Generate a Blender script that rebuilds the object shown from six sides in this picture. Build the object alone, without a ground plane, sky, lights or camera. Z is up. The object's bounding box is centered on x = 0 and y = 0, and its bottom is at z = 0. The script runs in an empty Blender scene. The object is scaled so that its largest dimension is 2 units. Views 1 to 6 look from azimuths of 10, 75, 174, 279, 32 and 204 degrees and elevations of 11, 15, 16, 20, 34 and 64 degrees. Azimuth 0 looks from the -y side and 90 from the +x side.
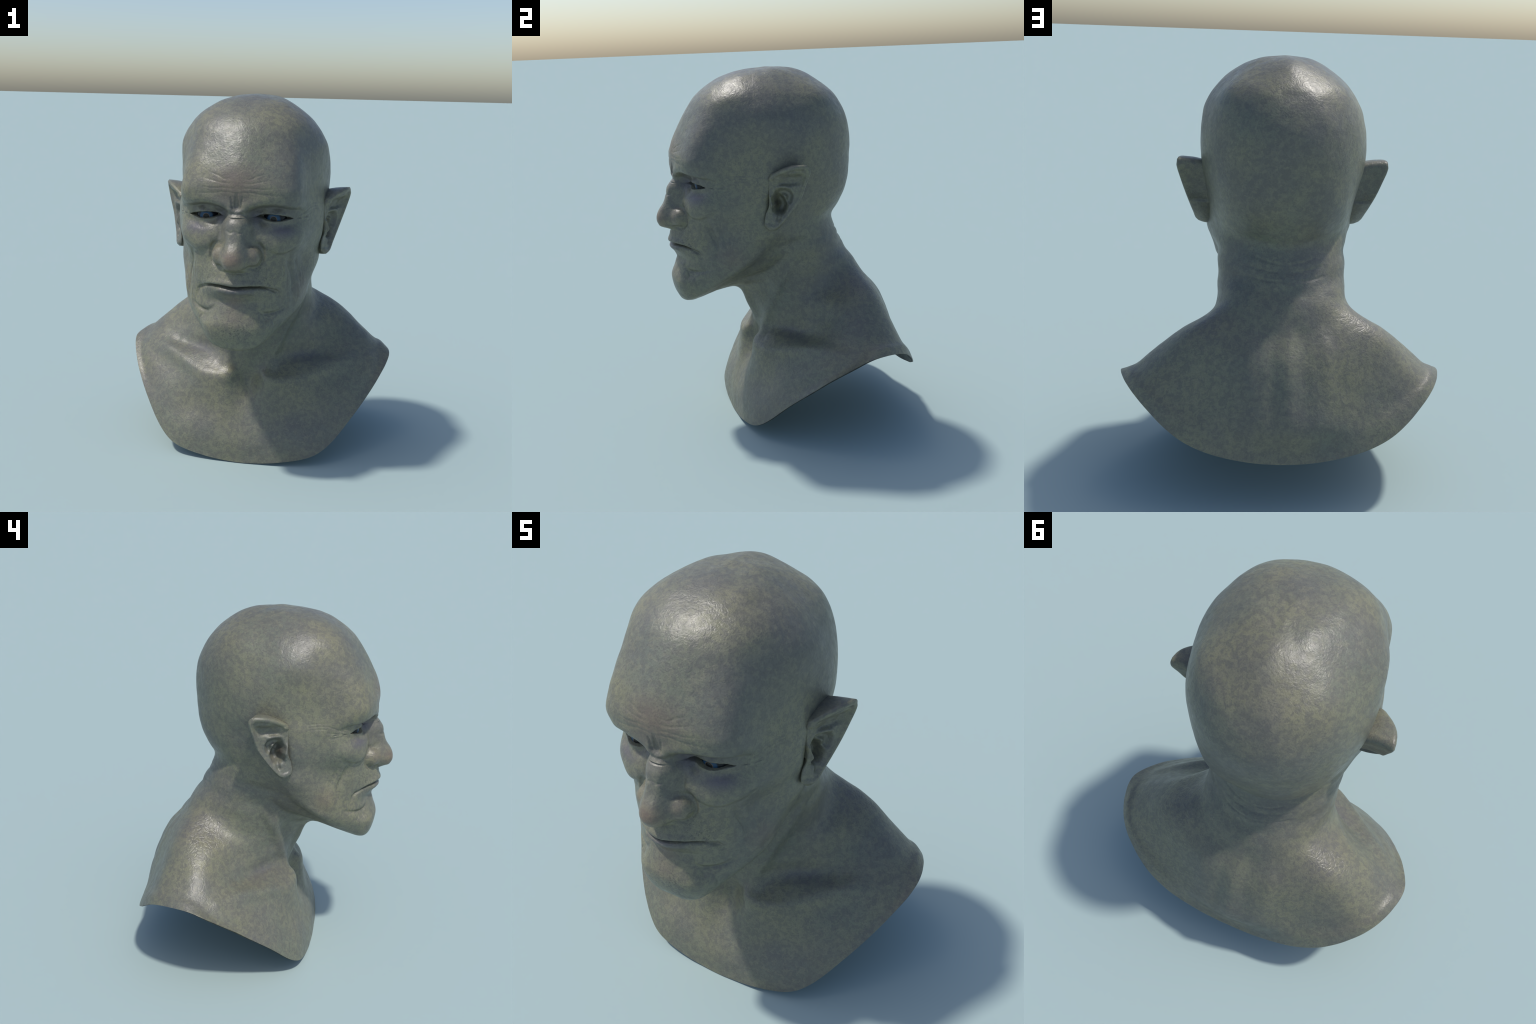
"""Stern bald bust with pointed ears: one lofted skin, sculpted with strokes and blobs, split by anatomy."""
import bpy, math
import numpy as np

# ------------------------------------------------------------------ helpers
def hermite(knots, pts, q):
    """Non-uniform Catmull-Rom through pts (first axis), sampled at q."""
    knots = np.asarray(knots, float); pts = np.asarray(pts, float)
    d = np.diff(knots)
    sl = np.diff(pts, axis=0) / d.reshape((-1,) + (1,) * (pts.ndim - 1))
    m = np.empty_like(pts)
    m[0], m[-1] = sl[0], sl[-1]
    w = (d[1:] / (d[1:] + d[:-1])).reshape((-1,) + (1,) * (pts.ndim - 1))
    m[1:-1] = sl[:-1] * w + sl[1:] * (1 - w)
    i = np.clip(np.searchsorted(knots, q, side='right') - 1, 0, len(d) - 1)
    sh = (-1,) + (1,) * (pts.ndim - 1)
    h = d[i].reshape(sh); t = ((q - knots[i]) / d[i]).reshape(sh)
    a, b = pts[i], pts[i + 1]
    return ((2*t**3 - 3*t**2 + 1) * a + (t**3 - 2*t**2 + t) * h * m[i]
            + (-2*t**3 + 3*t**2) * b + (t**3 - t**2) * h * m[i + 1])

def smooth01(e0, e1, x):
    t = np.clip((x - e0) / (e1 - e0), 0, 1)
    return t * t * (3 - 2 * t)

def spread(counts_per_span, knots):
    q = []
    for j, n in enumerate(counts_per_span):
        q += list(np.linspace(knots[j], knots[j + 1], n, endpoint=False))
    return np.array(q + [knots[-1]])

# ------------------------------------------------------------------ cross-sections
# each ring runs from the front midline round the side to the back midline (x >= 0 half)
SKULL = [
    [(0,-.189,1.988),(.061,-.180,1.985),(.108,-.140,1.984),(.124,-.079,1.984),(.124,-.024,1.986),(.120,.022,1.981),(.095,.069,1.978),(.057,.107,1.980),(0,.131,1.984)],
    [(0,-.306,1.944),(.088,-.305,1.942),(.167,-.253,1.946),(.209,-.168,1.942),(.221,-.067,1.937),(.218,.039,1.926),(.184,.134,1.921),(.105,.214,1.917),(0,.245,1.923)],
    [(0,-.429,1.865),(.107,-.420,1.861),(.206,-.370,1.866),(.279,-.274,1.870),(.316,-.122,1.861),(.307,.034,1.849),(.266,.188,1.847),(.145,.300,1.845),(0,.335,1.841)],
    [(0,-.516,1.752),(.127,-.496,1.742),(.230,-.447,1.748),(.307,-.326,1.756),(.382,-.139,1.757),(.366,.041,1.742),(.301,.233,1.736),(.168,.359,1.727),(0,.404,1.720)],
    [(0,-.586,1.613),(.143,-.566,1.607),(.265,-.510,1.610),(.325,-.353,1.612),(.389,-.126,1.613),(.398,.050,1.601),(.314,.245,1.591),(.171,.380,1.585),(0,.423,1.580)],
]
FACE = [
    [(0,-.596,1.521),(.148,-.583,1.529),(.278,-.527,1.513),(.333,-.345,1.507),(.389,-.123,1.493),(.389,.065,1.480),(.305,.249,1.473),(.169,.374,1.467),(0,.408,1.466)],
    [(0,-.576,1.439),(.136,-.544,1.436),(.262,-.475,1.426),(.346,-.326,1.416),(.391,-.127,1.405),(.369,.058,1.397),(.297,.233,1.386),(.168,.359,1.383),(0,.386,1.378)],
    [(0,-.586,1.309),(.137,-.558,1.298),(.261,-.495,1.290),(.342,-.331,1.295),(.374,-.129,1.302),(.349,.043,1.302),(.289,.214,1.297),(.167,.331,1.292),(0,.367,1.288)],
    [(0,-.604,1.194),(.127,-.556,1.187),(.241,-.470,1.186),(.325,-.332,1.194),(.368,-.138,1.217),(.337,.035,1.231),(.275,.195,1.228),(.152,.303,1.222),(0,.336,1.213)],
    [(0,-.628,1.108),(.130,-.570,1.099),(.254,-.449,1.101),(.326,-.323,1.112),(.369,-.147,1.149),(.325,.032,1.171),(.264,.177,1.176),(.144,.277,1.173),(0,.318,1.161)],
    [(0,-.600,.954),(.139,-.561,.948),(.259,-.442,.957),(.316,-.319,.989),(.335,-.159,1.073),(.325,.028,1.112),(.268,.178,1.121),(.146,.285,1.118),(0,.322,1.112)],
    [(0,-.627,.859),(.132,-.605,.855),(.221,-.482,.870),(.296,-.334,.935),(.311,-.174,1.024),(.311,.030,1.069),(.273,.187,1.078),(.153,.301,1.080),(0,.336,1.074)],
    [(0,-.607,.768),(.116,-.583,.771),(.180,-.463,.816),(.248,-.312,.898),(.286,-.158,.982),(.317,.040,1.020),(.287,.197,1.032),(.161,.314,1.033),(0,.351,1.037)],
    [(0,-.546,.721),(.084,-.526,.745),(.136,-.424,.791),(.208,-.278,.866),(.263,-.129,.935),(.312,.053,.968),(.287,.214,.982),(.163,.330,.989),(0,.379,1.003)],
]
NECK = [
    [(0,-.413,.749),(.058,-.389,.774),(.111,-.313,.809),(.185,-.199,.852),(.251,-.087,.888),(.319,.063,.907),(.288,.248,.935),(.172,.364,.949),(0,.389,.951)],
    [(0,-.262,.767),(.054,-.238,.782),(.107,-.196,.798),(.181,-.132,.818),(.260,-.044,.832),(.320,.086,.838),(.288,.292,.886),(.184,.402,.899),(0,.438,.893)],
    [(0,-.191,.649),(.066,-.163,.657),(.126,-.139,.670),(.196,-.085,.698),(.287,.004,.731),(.335,.143,.780),(.338,.348,.847),(.209,.447,.821),(0,.482,.795)],
    [(0,-.149,.519),(.074,-.152,.517),(.143,-.135,.544),(.262,-.064,.586),(.389,.091,.642),(.476,.234,.729),(.451,.404,.761),(.258,.514,.713),(0,.574,.684)],
]
BUST = [
    [(0,-.152,.395),(.112,-.203,.440),(.247,-.188,.429),(.410,-.072,.465),(.550,.085,.530),(.620,.267,.626),(.562,.447,.626),(.323,.560,.564),(0,.647,.533)],
    [(0,-.232,.264),(.138,-.246,.267),(.295,-.221,.273),(.476,-.132,.342),(.658,.072,.464),(.697,.289,.561),(.633,.470,.545),(.387,.596,.444),(0,.689,.395)],
    [(0,-.303,.107),(.191,-.287,.107),(.374,-.254,.153),(.542,-.144,.267),(.707,.103,.448),(.740,.294,.544),(.666,.483,.520),(.425,.629,.380),(0,.674,.298)],
    [(0,-.318,.000),(.222,-.307,.020),(.417,-.267,.074),(.595,-.125,.255),(.750,.130,.460),(.772,.286,.522),(.690,.485,.490),(.440,.648,.320),(0,.690,.243)],
]
RINGS = np.array([[(0, -.04, 2.0)] * 9] + SKULL + FACE + NECK + BUST, float)
N_RING = len(RINGS)
first_face, first_neck, first_bust = 1 + len(SKULL), 1 + len(SKULL) + len(FACE), 1 + len(SKULL) + len(FACE) + len(NECK)

t_knot = np.concatenate([[0], np.cumsum(np.linalg.norm(np.diff(RINGS, axis=0), axis=2).mean(1))])
rows = [14, 16, 18, 22, 40, 40, 36, 50, 46, 40, 52, 36, 30, 26, 22, 22, 22, 24, 26, 22, 20, 18]
assert len(rows) == N_RING - 1
q_t = spread(rows, t_knot)
u_knot = np.concatenate([[0], np.cumsum(np.linalg.norm(np.diff(RINGS[5:], axis=1), axis=2).mean(0))])
q_u = spread([46, 44, 34, 26, 20, 20, 20, 20], u_knot)

# mirror ends so that the midlines are crossed at a right angle
ext = np.concatenate([RINGS[:, 1:2] * [-1, 1, 1], RINGS, RINGS[:, -2:-1] * [-1, 1, 1]], axis=1)
u_ext = np.concatenate([[-u_knot[1]], u_knot, [2 * u_knot[-1] - u_knot[-2]]])
along = np.moveaxis(hermite(u_ext, np.moveaxis(ext, 1, 0), q_u), 0, 1)       # ring, u, 3
G = hermite(t_knot, along, q_t)                                                # row, col, 3
R, C = G.shape[:2]

def relax(G, times, weight=None):
    for _ in range(times):
        P = np.concatenate([G[:, 1:2] * [-1, 1, 1], G, G[:, -2:-1] * [-1, 1, 1]], axis=1)
        A = (P[:, :-2] + P[:, 2:]) * .5
        B = np.empty_like(G); B[1:-1] = (G[:-2] + G[2:]) * .5; B[0] = G[0]; B[-1] = G[-1]
        M = (A + B) * .5
        M[0] = G[0]; M[-1] = A[-1]
        G = G + (M - G) * (.6 if weight is None else .6 * weight)
    return G
G = relax(G, 14)

def normals(G):
    P = np.concatenate([G[:, 1:2] * [-1, 1, 1], G, G[:, -2:-1] * [-1, 1, 1]], axis=1)
    du = P[:, 2:] - P[:, :-2]
    dt = np.gradient(G, axis=0)
    n = np.cross(dt, du)
    n /= np.linalg.norm(n, axis=2, keepdims=True) + 1e-12
    n[0] = (0, 0, 1)
    return n
NSIGN = 1.0
_n = normals(G)
if (_n[R // 3, C // 2][0]) < 0: NSIGN = -1.0

def blob(center, radius, push):
    """Soft push of everything near center; push is a vector or an amount along the surface."""
    global G
    d = (G - np.array(center)) / np.array(radius)
    f = np.exp(-(d ** 2).sum(2))[..., None]
    G = G + f * (np.array(push) if np.ndim(push) else NSIGN * normals(G) * push)
    G[:, 0, 0] = 0; G[:, -1, 0] = 0

def path_distance(P, path):
    """Distance of P to a polyline, and the position 0..1 along it."""
    path = np.array(path, float)
    best = np.full(P.shape[:-1], 9.0); at = np.zeros(P.shape[:-1])
    seg = np.linalg.norm(np.diff(path, axis=0), axis=1); cum = np.concatenate([[0], np.cumsum(seg)])
    for k in range(len(path) - 1):
        a, d = path[k], path[k + 1] - path[k]
        t = np.clip(((P - a) @ d) / (d @ d), 0, 1)
        dist = np.linalg.norm(P - a - t[..., None] * d, axis=-1)
        m = dist < best
        best = np.where(m, dist, best); at = np.where(m, (cum[k] + t * seg[k]) / cum[-1], at)
    return best, at

def densify(path, n=24):
    path = np.array(path, float)
    k = np.concatenate([[0], np.cumsum(np.linalg.norm(np.diff(path, axis=0), axis=1))])
    return hermite(k, path, np.linspace(0, k[-1], n)) if len(path) > 2 else path

def on_skin(path):
    """Drop a path onto the nearest skin points."""
    flat = G.reshape(-1, 3)
    p = np.array([flat[((flat - p) ** 2).sum(1).argmin()] for p in densify(path, 32)])
    for _ in range(3):
        p[1:-1] = (p[:-2] + 2 * p[1:-1] + p[2:]) / 4
    return p

def stroke(path, width, push, taper=True, drop=True):
    """Raise (push > 0) or cut (push < 0) the skin along a path; vector push moves it that way."""
    global G
    path = on_skin(path) if drop else densify(path)
    d, at = path_distance(G, path)
    f = np.exp(-(d / width) ** 2)
    if taper == 'end': f = f * (1 - smooth01(.55, 1.0, at) * .8)
    elif taper: f = f * (.25 + .75 * np.sin(np.pi * np.clip(at, 0.03, .97)) ** .7)
    f = f[..., None]
    G = G + f * (np.array(push) if np.ndim(push) else NSIGN * normals(G) * push)
    G[:, 0, 0] = 0; G[:, -1, 0] = 0

# even out the sides and back of the neck
ring_at = np.interp(q_t, t_knot, np.arange(N_RING))[:, None]; col_at = np.interp(q_u, u_knot, np.arange(9))[None]
neck_mask = smooth01(8.5, 10.5, ring_at) * (1 - smooth01(16.5, 18, ring_at)) * smooth01(4.2, 5.0, col_at)
G = relax(G, 110, neck_mask[..., None]); G[:, 0, 0] = 0; G[:, -1, 0] = 0

# ------------------------------------------------------------------ big forms
blob((.17,.33,1.36), (.13,.13,.10), .012)
blob((.27,-.09,.84), (.07,.08,.07), .008)
blob((.55,.03,.50), (.12,.10,.05), .009)
# bust: hollows over the collar bones, the bones themselves, neck cords
stroke([(.17,-.12,.56),(.30,-.04,.57),(.46,.05,.58)], .052, -.032)
stroke([(.13,-.20,.44),(.24,-.19,.46),(.40,-.09,.50),(.56,.05,.54),(.66,.14,.53)], .040, .016)
stroke([(.30,-.02,.95),(.24,-.10,.78),(.17,-.15,.62),(.10,-.18,.47)], .035, .020)
stroke([(0,-.25,.74),(0,-.20,.62),(0,-.17,.50)], .04, .010)
blob((.30,-.27,.27), (.16,.12,.09), -.010)
blob((.25,-.30,.12), (.16,.12,.10), .012)
# back: spine groove and shoulder-blade swell
stroke([(0,.50,.80),(0,.60,.65),(0,.66,.50),(0,.69,.36)], .028, .007)
stroke([(.07,.52,.80),(.075,.58,.68),(.075,.64,.52),(.06,.68,.38)], .028, -.007)
stroke([(.16,.50,.80),(.18,.57,.66),(.17,.62,.52)], .035, .006)

# brow, cheeks, jaw
stroke([(.045,-.60,1.460),(.12,-.59,1.480),(.20,-.545,1.490),(.29,-.44,1.472)], .028, (0, -.018, -.014), taper='end')
blob((.285,-.45,1.29), (.06,.07,.05), .010)
blob((.30,-.37,1.15), (.05,.08,.07), -.012)
blob((.19,-.50,1.25), (.06,.06,.035), .012)

JAW = [(.06,-.59,.745),(.13,-.54,.775),(.20,-.46,.845),(.285,-.335,.925),(.325,-.21,1.0),(.35,-.14,1.10)]
stroke(JAW, .030, .010)
blob((.385,-.185,1.30), (.06,.055,.075), (.016, 0, 0))
blob((.385,-.090,1.315), (.08,.042,.060), (-.060, 0, 0))   # room for the ear bowl
stroke([(.05,-.44,.745),(.11,-.35,.775),(.18,-.25,.83),(.25,-.13,.90),(.305,-.06,.98)], .034, -.018)
# eye sockets
def eye_sockets():
    blob((.170,-.53,1.435), (.085,.10,.042), (0, .024, 0))
    blob((.088,-.545,1.415), (.034,.08,.034), (0, .040, 0))
    stroke([(.070,-.56,1.430),(.11,-.55,1.446),(.16,-.53,1.460),(.21,-.51,1.464),(.265,-.47,1.452),(.30,-.42,1.428)], .015, (0, .020, 0))
    blob((.245,-.48,1.375), (.05,.07,.030), -.012)
    blob((.115,-.53,1.365), (.032,.07,.030), (0, .013, 0))
eye_sockets()

# nose
NOSE_PROFILE = [(1.12,-.628),(1.146,-.628),(1.153,-.648),(1.160,-.672),(1.178,-.688),(1.213,-.694),(1.250,-.683),(1.29,-.655),(1.35,-.634),(1.38,-.627),(1.40,-.613),(1.418,-.598),(1.435,-.594),(1.46,-.60)]
NOSE_WIDTH = [(1.12,.060),(1.16,.062),(1.20,.074),(1.24,.068),(1.29,.056),(1.35,.058),(1.39,.062),(1.42,.055),(1.46,.04)]
zz, yy = zip(*NOSE_PROFILE); zw, ww = zip(*NOSE_WIDTH)
mid = G[:, 0]; sel = (mid[:, 1] < -.4) & (mid[:, 2] > 1.0) & (mid[:, 2] < 1.6)
o = np.argsort(mid[sel][:, 2])
base_mid = lambda z: np.interp(z, mid[sel][o, 2], mid[sel][o, 1])
Zf = G[..., 2]
gate = (G[..., 1] < -.40) & (Zf > 1.12) & (Zf < 1.46)
height = hermite(zz, np.array(yy), np.clip(Zf, zz[0], zz[-1]).ravel()).reshape(Zf.shape) - base_mid(Zf)
height = height * smooth01(1.12, 1.15, Zf) * (1 - smooth01(1.435, 1.46, Zf))
shape = np.exp(-(np.abs(G[..., 0]) / np.interp(Zf, zw, ww)) ** 3.8)
G[..., 1] += np.where(gate, height * shape, 0)
# nostril wings and tip: rounded masses that meet the face in a crease
def swell(center, radius, blend=.004):
    global G
    c = np.array(center); r = np.array(radius)
    q = 1 - ((G[..., 0] - c[0]) / r[0]) ** 2 - ((G[..., 2] - c[2]) / r[2]) ** 2
    front = c[1] - r[1] * np.sqrt(np.clip(q, 0, None))
    y = G[..., 1]
    d = np.clip((y - front) / blend, -30, 30)
    new = front + blend * np.logaddexp(0, d) * 0 + np.minimum(0, y - front) - blend * np.log1p(np.exp(-np.abs(d))) * (np.abs(d) < 6)
    G[..., 1] = np.where((q > 0) & (y < -.4), np.minimum(y, new), y)
stroke([(.085,-.55,1.40),(.082,-.56,1.35),(.088,-.565,1.30),(.105,-.57,1.275)], .016, (0, .012, 0))
stroke([(.075,-.61,1.285),(.112,-.575,1.272),(.128,-.56,1.235),(.124,-.56,1.190),(.100,-.58,1.160)], .012, (0, .011, 0))
swell((.071,-.576,1.214), (.053,.048,.055), .013)
blob((.055,-.635,1.215), (.022,.05,.03), (0, -.006, 0))
swell((0,-.625,1.206), (.062,.064,.056), .008)
stroke([(.035,-.66,1.156),(.07,-.62,1.160),(.10,-.59,1.168)], .010, (0, .016, .004))

near_nose = np.exp(-((G[..., 0] / .13) ** 4 + ((G[..., 2] - 1.22) / .075) ** 4))[..., None] * (G[..., 1:2] < -.4)
G = relax(G, 6, near_nose); G[:, 0, 0] = 0

# mouth
MOUTH = [(0,-.62,1.068),(.06,-.612,1.070),(.12,-.58,1.064),(.165,-.545,1.050),(.195,-.52,1.036)]
stroke([(0,-.62,1.085),(.06,-.615,1.087),(.12,-.585,1.080),(.17,-.545,1.062)], .016, (0, -.013, -.004), taper='end')
stroke([(0,-.62,1.040),(.06,-.61,1.042),(.12,-.58,1.038)], .016, (0, -.016, .002), taper='end')
stroke(MOUTH, .0075, (0, .028, 0), taper='end')
stroke([(.17,-.54,1.048),(.197,-.515,1.034),(.212,-.50,1.024)], .006, (0,.010,0))
stroke([(.18,-.53,1.05),(.205,-.51,1.025),(.215,-.49,.99)], .012, -.006)
# under-lip furrow, chin ball, pits beside the chin
blob((.07,-.60,.985), (.10,.08,.024), -.012)
blob((.0,-.63,.90), (.09,.1,.07), .006)
blob((.158,-.54,.905), (.035,.05,.03), -.018)
stroke([(.11,-.585,.955),(.15,-.55,.925),(.20,-.51,.93),(.235,-.46,.945)], .010, -.009)
# lower-lid bag and cheek creases
stroke([(.105,-.545,1.33),(.13,-.54,1.265),(.20,-.49,1.225),(.25,-.46,1.235),(.30,-.42,1.275)], .017, -.007)
blob((.185,-.52,1.285), (.07,.06,.04), .006)
stroke([(.11,-.53,1.375),(.16,-.52,1.345),(.22,-.48,1.35),(.27,-.44,1.38)], .016, -.006)
stroke([(.255,-.465,1.215),(.262,-.455,1.16),(.270,-.424,1.085),(.262,-.42,1.03)], .007, -.006)
stroke([(.25,-.47,1.22),(.262,-.455,1.16),(.272,-.424,1.085),(.265,-.42,1.02),(.25,-.41,.97)], .022, -.009)
blob((.215,-.49,1.13), (.035,.05,.07), .006)
blob((.325,-.36,1.17), (.04,.06,.06), -.006)
stroke([(.285,-.42,1.20),(.295,-.39,1.13),(.292,-.37,1.05)], .011, -.006)
# frown lines, root crease
stroke([(0,-.60,1.423),(.025,-.597,1.424),(.045,-.585,1.415)], .006, (0, .006, 0))
for foot, top, z0, z1 in ((.001,.004,1.445,1.525), (.006,.030,1.440,1.505)):
    stroke([(foot,-.60,z0),((foot+top)*.5,-.605,(z0+z1)*.5),(top,-.60,z1)], .0045, -.0055)
stroke([(0,-.632,1.345),(.02,-.63,1.338),(.04,-.61,1.345)], .006, -.004)
# forehead furrows
for k, z0 in enumerate((1.525, 1.548, 1.575, 1.60)):
    stroke([(.012*k,-.60,z0),(.07,-.595,z0+.006-.003*k),(.12-.012*k,-.58,z0-.002+.002*k),(.21-.028*k,-.53,z0-.006+.004*k)], .0045, -.0014)
# crow's feet and temple lines
for dz in (0, -.02, .022):
    stroke([(.275,-.44,1.402+dz*.4),(.31,-.40,1.405+dz),(.34,-.35,1.415+dz*1.6)], .005, -.002)
# fine cheek and temple wrinkles
rng = np.random.default_rng(11)
for x0, z0, length in ((.225,1.17,.09),(.24,1.14,.10),(.283,1.18,.10),(.30,1.16,.12),(.312,1.13,.09),(.245,1.02,.07),(.225,.99,.06),(.285,1.04,.07)):
    y0 = -.47 + (x0 - .24) * 1.5
    bend = rng.uniform(.004, .014)
    stroke([(x0,y0,z0),(x0+bend,y0,z0-length*.5),(x0+bend*.4,y0,z0-length)], .0055, -rng.uniform(.0018, .0032))
for z0 in (1.46, 1.445, 1.43):
    stroke([(.335,-.36,z0),(.352,-.31,z0+.004),(.366,-.25,z0-.002)], .005, -.0016)
stroke([(.13,-.56,.925),(.145,-.555,.90),(.14,-.56,.875)], .006, -.003)
stroke([(.16,-.535,.90),(.175,-.52,.875),(.17,-.515,.85)], .006, -.003)
# nape folds
for z0, y0, w in ((1.075,.345,.13),(1.04,.36,.16),(1.005,.385,.20)):
    stroke([(0,y0,z0),(w*.6,y0-.03,z0+.004),(w,y0-.09,z0+.008)], .008, -.003)

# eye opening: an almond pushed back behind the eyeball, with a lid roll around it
EYE_C, EYE_R = np.array((.170, -.447, 1.402)), .068
BALL_R = .062
LID_X = [.088,.105,.135,.17,.205,.24,.262]
LID_UP = [1.408,1.414,1.419,1.420,1.416,1.407,1.399]
LID_LO = [1.406,1.400,1.391,1.386,1.387,1.393,1.398]
def eye_opening():
    global G
    X, Y, Z = G[..., 0], G[..., 1], G[..., 2]
    front = (Y < -.38) & (np.abs(Z - 1.40) < .12)
    up = np.interp(X, LID_X, LID_UP, left=1.405, right=1.398); lo = np.interp(X, LID_X, LID_LO, left=1.405, right=1.398)
    # lids hug the ball
    r2 = EYE_R ** 2 - (X - EYE_C[0]) ** 2 - (Z - EYE_C[2]) ** 2
    ball = EYE_C[1] - np.sqrt(np.clip(r2, 0, None))
    near = np.clip(r2 / EYE_R ** 2, 0, 1) ** .5 * smooth01(.05, .02, np.abs(Z - (up + lo) / 2))
    target = ball - .008
    Y2 = np.where(front, Y + (target - Y) * near, Y)
    Y2 = np.where(front & (r2 > 0), np.minimum(Y2, ball - .006), Y2)
    soft = np.exp(-(((X - .17) / .10) ** 2 + ((Z - 1.41) / .055) ** 2))[..., None] * front[..., None]
    Y2 = relax(np.stack([X, Y2, Z], -1), 28, soft)[..., 1]
    inside = np.minimum(up - Z, Z - lo)
    hole = smooth01(-.0015, .003, inside) * front
    G = np.stack([X, Y2 + hole * .035, Z], -1)
eye_opening()

# fine lumps so that nothing is perfectly smooth
def lumps(P, scale, seed):
    rng = np.random.default_rng(seed); out = np.zeros(P.shape[:-1])
    for _ in range(14):
        k = rng.normal(size=3); k *= scale * rng.uniform(.6, 1.5) / np.linalg.norm(k)
        out += np.sin(P @ k + rng.uniform(0, 6.28))
    return out / 14 ** .5
G = G + NSIGN * normals(G) * (lumps(G, 22, 3) * .0012 + lumps(G, 60, 4) * .0006)[..., None]
G[:, 0, 0] = 0; G[:, -1, 0] = 0
G[..., 2] -= G[-1, :, 2].min() - .001

# ------------------------------------------------------------------ materials
def new_material(name):
    m = bpy.data.materials.new(name); m.use_nodes = True
    nt = m.node_tree; nt.nodes.clear()
    out = nt.nodes.new('ShaderNodeOutputMaterial'); bsdf = nt.nodes.new('ShaderNodeBsdfPrincipled')
    nt.links.new(bsdf.outputs[0], out.inputs[0])
    return m, nt, bsdf

class Net:
    def __init__(self, nt):
        self.nt = nt; self.co = nt.nodes.new('ShaderNodeTexCoord').outputs['Object']
    def node(self, kind, **kw):
        n = self.nt.nodes.new(kind)
        for k, v in kw.items(): setattr(n, k, v)
        return n
    def link(self, a, b): self.nt.links.new(a, b)
    def noise(self, scale, detail=4, rough=.55, distort=0, loc=(0, 0, 0)):
        mp = self.node('ShaderNodeMapping'); mp.inputs['Location'].default_value = loc
        self.link(self.co, mp.inputs['Vector'])
        n = self.node('ShaderNodeTexNoise'); n.inputs['Scale'].default_value = scale
        n.inputs['Detail'].default_value = detail; n.inputs['Roughness'].default_value = rough
        n.inputs['Distortion'].default_value = distort
        self.link(mp.outputs[0], n.inputs['Vector']); return n.outputs['Fac']
    def ramp(self, fac, stops):
        r = self.node('ShaderNodeValToRGB'); e = r.color_ramp.elements
        while len(e) < len(stops): e.new(.5)
        for el, (p, c) in zip(e, stops):
            el.position = p; el.color = (c, c, c, 1) if np.ndim(c) == 0 else (*c, 1)
        self.link(fac, r.inputs[0]); return r.outputs[0]
    def math(self, op, a, b=None, clamp=False):
        n = self.node('ShaderNodeMath', operation=op, use_clamp=clamp)
        for i, v in enumerate((a, b)):
            if v is None: continue
            if isinstance(v, (int, float)): n.inputs[i].default_value = v
            else: self.link(v, n.inputs[i])
        return n.outputs[0]
    def mix(self, fac, a, b, mode='MIX'):
        n = self.node('ShaderNodeMix', data_type='RGBA', blend_type=mode)
        for i, v in ((0, fac), (6, a), (7, b)):
            if isinstance(v, (int, float)): n.inputs[i].default_value = v
            elif isinstance(v, tuple): n.inputs[i].default_value = (*v, 1)
            else: self.link(v, n.inputs[i])
        return n.outputs[2]
    def spot(self, center, radius, mirrored=True):
        """1 at a place on the skin, falling to 0 at its radius (x mirrored)."""
        v = self.co
        if mirrored:
            ab = self.node('ShaderNodeVectorMath', operation='ABSOLUTE'); self.link(v, ab.inputs[0])
            sp = self.node('ShaderNodeSeparateXYZ'); self.link(ab.outputs[0], sp.inputs[0])
            s0 = self.node('ShaderNodeSeparateXYZ'); self.link(v, s0.inputs[0])
            cb = self.node('ShaderNodeCombineXYZ'); self.link(sp.outputs[0], cb.inputs[0])
            self.link(s0.outputs[1], cb.inputs[1]); self.link(s0.outputs[2], cb.inputs[2]); v = cb.outputs[0]
        sub = self.node('ShaderNodeVectorMath', operation='SUBTRACT'); self.link(v, sub.inputs[0]); sub.inputs[1].default_value = center
        div = self.node('ShaderNodeVectorMath', operation='DIVIDE'); self.link(sub.outputs[0], div.inputs[0])
        div.inputs[1].default_value = radius if np.ndim(radius) else (radius,) * 3
        ln = self.node('ShaderNodeVectorMath', operation='LENGTH'); self.link(div.outputs[0], ln.inputs[0])
        mr = self.node('ShaderNodeMapRange', interpolation_type='SMOOTHSTEP')
        mr.inputs['From Min'].default_value = 1; mr.inputs['From Max'].default_value = 0
        self.link(ln.outputs['Value'], mr.inputs['Value']); return mr.outputs[0]

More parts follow.
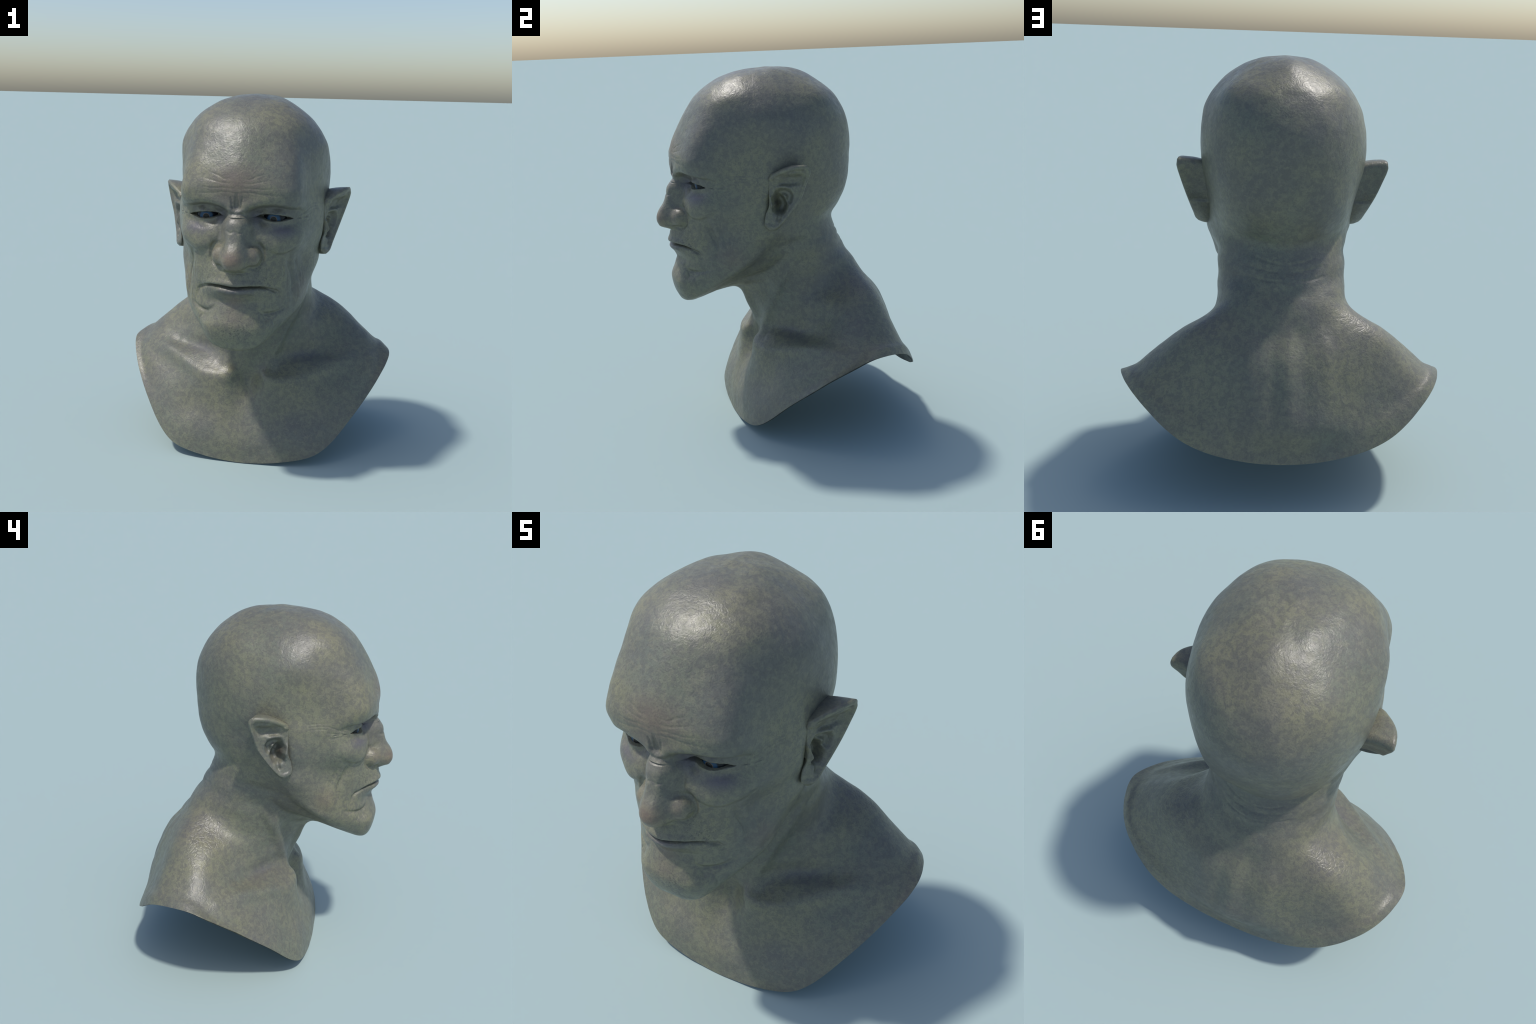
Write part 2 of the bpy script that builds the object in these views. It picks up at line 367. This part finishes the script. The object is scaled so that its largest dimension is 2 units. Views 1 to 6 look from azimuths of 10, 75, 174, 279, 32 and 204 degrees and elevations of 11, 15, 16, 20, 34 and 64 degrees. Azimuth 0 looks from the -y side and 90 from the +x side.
def skin_material():
    m, nt, bsdf = new_material('weathered_skin'); w = Net(nt)
    olive, slate, teal = (.188, .181, .115), (.132, .129, .108), (.126, .146, .114)
    big = w.ramp(w.noise(3.2, 3, .5), [(.40, 0.), (.62, 1.)])
    col = w.mix(big, olive, slate)
    cool = w.ramp(w.noise(2.4, 2, .5, 0, (4, 1, 2)), [(.45, 0.), (.68, .55)])
    col = w.mix(cool, col, teal)
    mott = w.ramp(w.noise(40, 6, .62, .6), [(.45, 0.), (.55, 1.)])
    col = w.mix(w.math('MULTIPLY', mott, .58), col, (.104, .101, .090))
    pale = w.ramp(w.noise(40, 5, .6, .3, (7, 3, 1)), [(.52, 0.), (.60, 1.)])
    col = w.mix(w.math('MULTIPLY', pale, .35), col, (.21, .20, .135))
    red = (.190, .120, .090)
    for c, r, k in (((0,-.58,1.57),(.19,.14,.15),.42), ((0,-.69,1.21),(.11,.11,.08),.6), ((.085,-.60,1.22),.06,.4),
                    ((.27,-.34,1.02),.11,.35), ((0,-.62,.99),(.09,.09,.05),.4), ((0,-.63,.92),.10,.2)):
        col = w.mix(w.math('MULTIPLY', w.spot(c, r), k), col, red)
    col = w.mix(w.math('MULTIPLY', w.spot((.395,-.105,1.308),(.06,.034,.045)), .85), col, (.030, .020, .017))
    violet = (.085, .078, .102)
    for c, r, k in (((.36,.33,.80),(.16,.22,.16),.34), ((.30,-.02,.55),(.24,.10,.06),.40), ((.20,-.49,1.335),(.115,.10,.055),.9), ((.09,-.53,1.41),.065,.75), ((0,-.61,1.045),(.13,.06,.022),.6), ((.17,-.52,1.45),(.14,.1,.05),.35)):  # second spot tints the collar-bone hollows with their baked shade
        col = w.mix(w.math('MULTIPLY', w.spot(c, r), k), col, violet)  # inner eye corners and upper lids get socket shadow in the skin colour
    pores = w.ramp(w.noise(120, 2, .5), [(.36, 1.), (.45, 0.)])
    grit = w.ramp(w.noise(170, 3, .6, 0, (2, 5, 3)), [(.38, 1.), (.50, 0.)])
    col = w.mix(w.math('MULTIPLY', grit, .30), col, (.075, .072, .062))
    muzzle = w.math('ADD', w.spot((.13,-.55,1.10),(.15,.14,.13)), w.spot((0,-.60,.85),(.2,.14,.13)), True)
    col = w.mix(w.math('MULTIPLY', pores, w.math('MULTIPLY', muzzle, .6)), col, (.045, .045, .04))
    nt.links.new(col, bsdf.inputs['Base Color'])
    ro = w.ramp(w.noise(30, 4), [(.3, .30), (.7, .46)])
    nt.links.new(ro, bsdf.inputs['Roughness'])
    bsdf.inputs['Specular IOR Level'].default_value = .5
    h = w.math('ADD', w.math('MULTIPLY', w.noise(26, 6, .62, .6), .6), w.math('MULTIPLY', w.noise(110, 4, .6), .35))
    warp = w.node('ShaderNodeMix', data_type='VECTOR'); warp.inputs[0].default_value = .06
    nz = w.node('ShaderNodeTexNoise'); nz.inputs['Scale'].default_value = 14; nt.links.new(w.co, nz.inputs['Vector'])
    nt.links.new(w.co, warp.inputs[4]); nt.links.new(nz.outputs['Color'], warp.inputs[5])
    vor = w.node('ShaderNodeTexVoronoi', feature='DISTANCE_TO_EDGE'); vor.inputs['Scale'].default_value = 46
    nt.links.new(warp.outputs[1], vor.inputs['Vector'])
    cracks = w.ramp(vor.outputs['Distance'], [(0, 0.), (.16, 1.)])
    worn = w.math('ADD', w.math('MULTIPLY', w.spot((.38,.33,.76),(.26,.30,.24)), .75), w.math('MULTIPLY', w.ramp(w.noise(5, 2), [(.48, 0.), (.62, 1.)]), .22))
    h = w.math('ADD', h, w.math('MULTIPLY', cracks, w.math('MULTIPLY', worn, .30)))
    b = w.node('ShaderNodeBump'); b.inputs['Strength'].default_value = .35; b.inputs['Distance'].default_value = .012
    nt.links.new(h, b.inputs['Height']); nt.links.new(b.outputs[0], bsdf.inputs['Normal'])
    return m
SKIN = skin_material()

def eye_material():
    m, nt, bsdf = new_material('blue_eye_shade_darkened'); w = Net(nt)
    ln = w.node('ShaderNodeSeparateXYZ'); nt.links.new(w.co, ln.inputs[0])
    rr = w.math('SQRT', w.math('ADD', w.math('POWER', ln.outputs[0], 2.), w.math('POWER', ln.outputs[2], 2.)))
    f = w.math('DIVIDE', rr, BALL_R)
    col = w.ramp(f, [(0, (.016,.015,.014)), (.235, (.016,.015,.014)), (.265, (.16,.10,.06)), (.29, (.026,.064,.115)), (.49, (.014,.048,.100)), (.56, (.008,.010,.014)), (1, (.010,.011,.012))])  # iris blues darkened for the shadow under brow and lid
    nt.links.new(col, bsdf.inputs['Base Color'])
    bsdf.inputs['Roughness'].default_value = .2; bsdf.inputs['Specular IOR Level'].default_value = .25
    return m
EYE = eye_material()

# ------------------------------------------------------------------ mesh assembly
bust = bpy.data.objects.new('bald_bust', None)
bpy.context.collection.objects.link(bust)
bust['label'] = 'grey-green weathered bust of a stern bald man with pointed ears'
bust['category'] = 'bust sculpture'

def add_mesh(name, verts, faces, mat, nrm=None, parent=bust, loc=None):
    me = bpy.data.meshes.new(name)
    me.from_pydata([tuple(v) for v in verts], [], [tuple(f) for f in faces])
    me.materials.append(mat)
    me.polygons.foreach_set('use_smooth', [True] * len(me.polygons))
    me.update()
    if nrm is not None: me.normals_split_custom_set_from_vertices([tuple(n) for n in nrm])
    ob = bpy.data.objects.new(name, me); bpy.context.collection.objects.link(ob)
    ob.parent = parent
    if loc is not None: ob.location = loc
    return ob

# close the half grid into a full one: columns run front > +x side > back > -x side
full = np.concatenate([G, (G * [-1, 1, 1])[:, -2:0:-1]], axis=1)
CF = full.shape[1]
# thickness at the hem: a short inner lining below the neck
lin_rows = list(range(R - 1, int(R * .70), -6))
du = np.roll(full, -1, 1) - np.roll(full, 1, 1); dt = np.gradient(full, axis=0)
NF = np.cross(dt, du); NF /= np.linalg.norm(NF, axis=2, keepdims=True) + 1e-12
if NF[R // 3, C // 2][0] < 0: NF = -NF
NF[0] = (0, 0, 1)
lining = np.stack([full[r] - NF[r] * .010 for r in lin_rows])
verts = np.concatenate([full[1:].reshape(-1, 3), [full[0, 0]], lining.reshape(-1, 3)])
vn = np.concatenate([NF[1:].reshape(-1, 3), [(0, 0, 1)], -np.stack([NF[r] for r in lin_rows]).reshape(-1, 3)])
top = (R - 1) * CF; lo = top + 1
idx = lambda r, c: (r - 1) * CF + c % CF
split_a = sum(rows[:first_neck - 1]); split_b = sum(rows[:first_bust - 1])
regions = {'head': [], 'neck': [], 'torso': []}
for c in range(CF): regions['head'].append((top, idx(1, c), idx(1, c + 1)))
for r in range(1, R - 1):
    part = 'head' if r < split_a else 'neck' if r < split_b else 'torso'
    for c in range(CF):
        regions[part].append((idx(r, c), idx(r + 1, c), idx(r + 1, c + 1), idx(r, c + 1)))
for k in range(len(lin_rows)):
    for c in range(CF):
        a0 = idx(R - 1, c) if k == 0 else lo + (k - 1) * CF + c
        a1 = idx(R - 1, c + 1) if k == 0 else lo + (k - 1) * CF + (c + 1) % CF
        regions['torso'].append((a0, lo + k * CF + c, lo + k * CF + (c + 1) % CF, a1))
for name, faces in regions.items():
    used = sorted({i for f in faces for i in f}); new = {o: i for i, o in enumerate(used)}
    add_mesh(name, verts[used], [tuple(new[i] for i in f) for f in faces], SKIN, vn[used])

# ------------------------------------------------------------------ ears
EAR_RIM = [(.392,-.151,1.452),(.425,-.118,1.480),(.465,-.075,1.503),(.495,-.030,1.515),(.512,.022,1.512),(.511,.038,1.478),(.490,.018,1.406),(.467,-.003,1.335),
           (.446,-.043,1.270),(.430,-.079,1.222),(.415,-.127,1.174),(.400,-.160,1.172),(.384,-.182,1.197),(.385,-.176,1.25),(.398,-.160,1.30),(.388,-.154,1.385)]
def ear_mesh():
    rim = np.array(EAR_RIM); n = len(rim); per = np.concatenate([rim[-3:], rim, rim[:4]])
    q = np.linspace(0, n, 160, endpoint=False)
    o = hermite(np.arange(-3, n + 4), per, q)
    cen = np.array((.425, -.075, 1.345))
    plate = np.array((.88, -.46, .08)); plate /= np.linalg.norm(plate)
    rho = np.concatenate([np.linspace(.02, .97, 58), [.985, 1.0]])
    F = cen + (o[None] - cen) * rho[:, None, None]
    F = F + plate * (.003 * smooth01(.3, .9, rho))[:, None, None]
    edge = smooth01(.955, 1.0, rho)[:, None, None]
    F = F - plate * .005 * edge
    def carve(path, width, push):
        nonlocal F
        P = F * [0.35, 1, 1]
        d, at = path_distance(P, densify(np.array(path) * [.35, 1, 1]))
        F = F + (np.exp(-(d / width) ** 3))[..., None] * plate * push
    X = .43
    hollow = np.exp(-(((F[..., 1] + .052 - .35 * (F[..., 2] - 1.438)) / .052) ** 4 + ((F[..., 2] - 1.436) / .028) ** 4))
    F = F - plate * (hollow * .022)[..., None]                                                 # wide upper hollow
    lip = cen + (o[:115:6] - cen) * .91
    carve(lip, .011, .007)                                                                     # rolled rim
    carve([(X,-.136,1.440),(X,-.133,1.405),(X,-.128,1.380)], .010, .010)                       # rim root
    carve([(X,-.122,1.394),(X,-.080,1.400),(X,-.046,1.387),(X,-.040,1.355),(X,-.050,1.320)], .009, .007)   # inner fold
    carve([(X,-.110,1.366),(X,-.080,1.372),(X,-.058,1.352),(X,-.062,1.325)], .016, -.022)      # upper bowl
    carve([(X,-.112,1.335),(X,-.098,1.305),(X,-.108,1.280)], .025, -.062)                      # deep bowl
    carve([(X,-.108,1.250),(X,-.117,1.226)], .011, -.012)                                      # notch
    carve([(X,-.146,1.345),(X,-.142,1.300),(X,-.142,1.276)], .012, .024)                       # flap before the bowl
    # back: from the rim round to a root inside the head
    back = []
    for k, s in enumerate(np.linspace(0, 1, 16)[1:]):
        root = np.stack([np.full(len(o), .33), o[:, 1] * .8 + .012, 1.34 + (o[:, 2] - 1.34) * np.where(o[:, 2] < 1.34, .96, .80)], -1)
        bulge = np.sin(np.pi * s) * np.where(o[:, 2] < 1.30, .006, -.008)
        rimpt = F[-1]
        p = rimpt + (root - rimpt) * s
        p = p + np.stack([np.zeros(len(o)), bulge * np.ones(len(o)), (o[:, 2] - 1.34) * .05 * np.sin(np.pi * s)], -1)
        back.append(p)
    S = np.concatenate([F, np.array(back)])
    a, b = S.shape[:2]
    v = S.reshape(-1, 3); f = []
    for i in range(a - 1):
        for j in range(b):
            f.append((i * b + j, i * b + (j + 1) % b, (i + 1) * b + (j + 1) % b, (i + 1) * b + j))
    f.append(tuple(range(b))[::-1])
    return v, f
ev, ef = ear_mesh()
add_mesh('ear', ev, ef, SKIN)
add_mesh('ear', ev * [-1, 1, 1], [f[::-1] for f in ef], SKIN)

# ------------------------------------------------------------------ eyes
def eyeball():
    v, f = [], []
    n, k = 48, 32
    for i in range(k + 1):
        a = math.pi * i / k
        for j in range(n):
            b = 2 * math.pi * j / n
            v.append((BALL_R * math.sin(a) * math.cos(b), -BALL_R * math.cos(a), BALL_R * math.sin(a) * math.sin(b)))
    for i in range(k):
        for j in range(n):
            f.append((i * n + j, i * n + (j + 1) % n, (i + 1) * n + (j + 1) % n, (i + 1) * n + j))
    return v, f
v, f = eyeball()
for s in (1, -1):
    e = add_mesh('eye', v, f, EYE, loc=(EYE_C[0] * s, EYE_C[1] + .004, EYE_C[2]))
    e.rotation_euler = (math.radians(8), 0, 0)
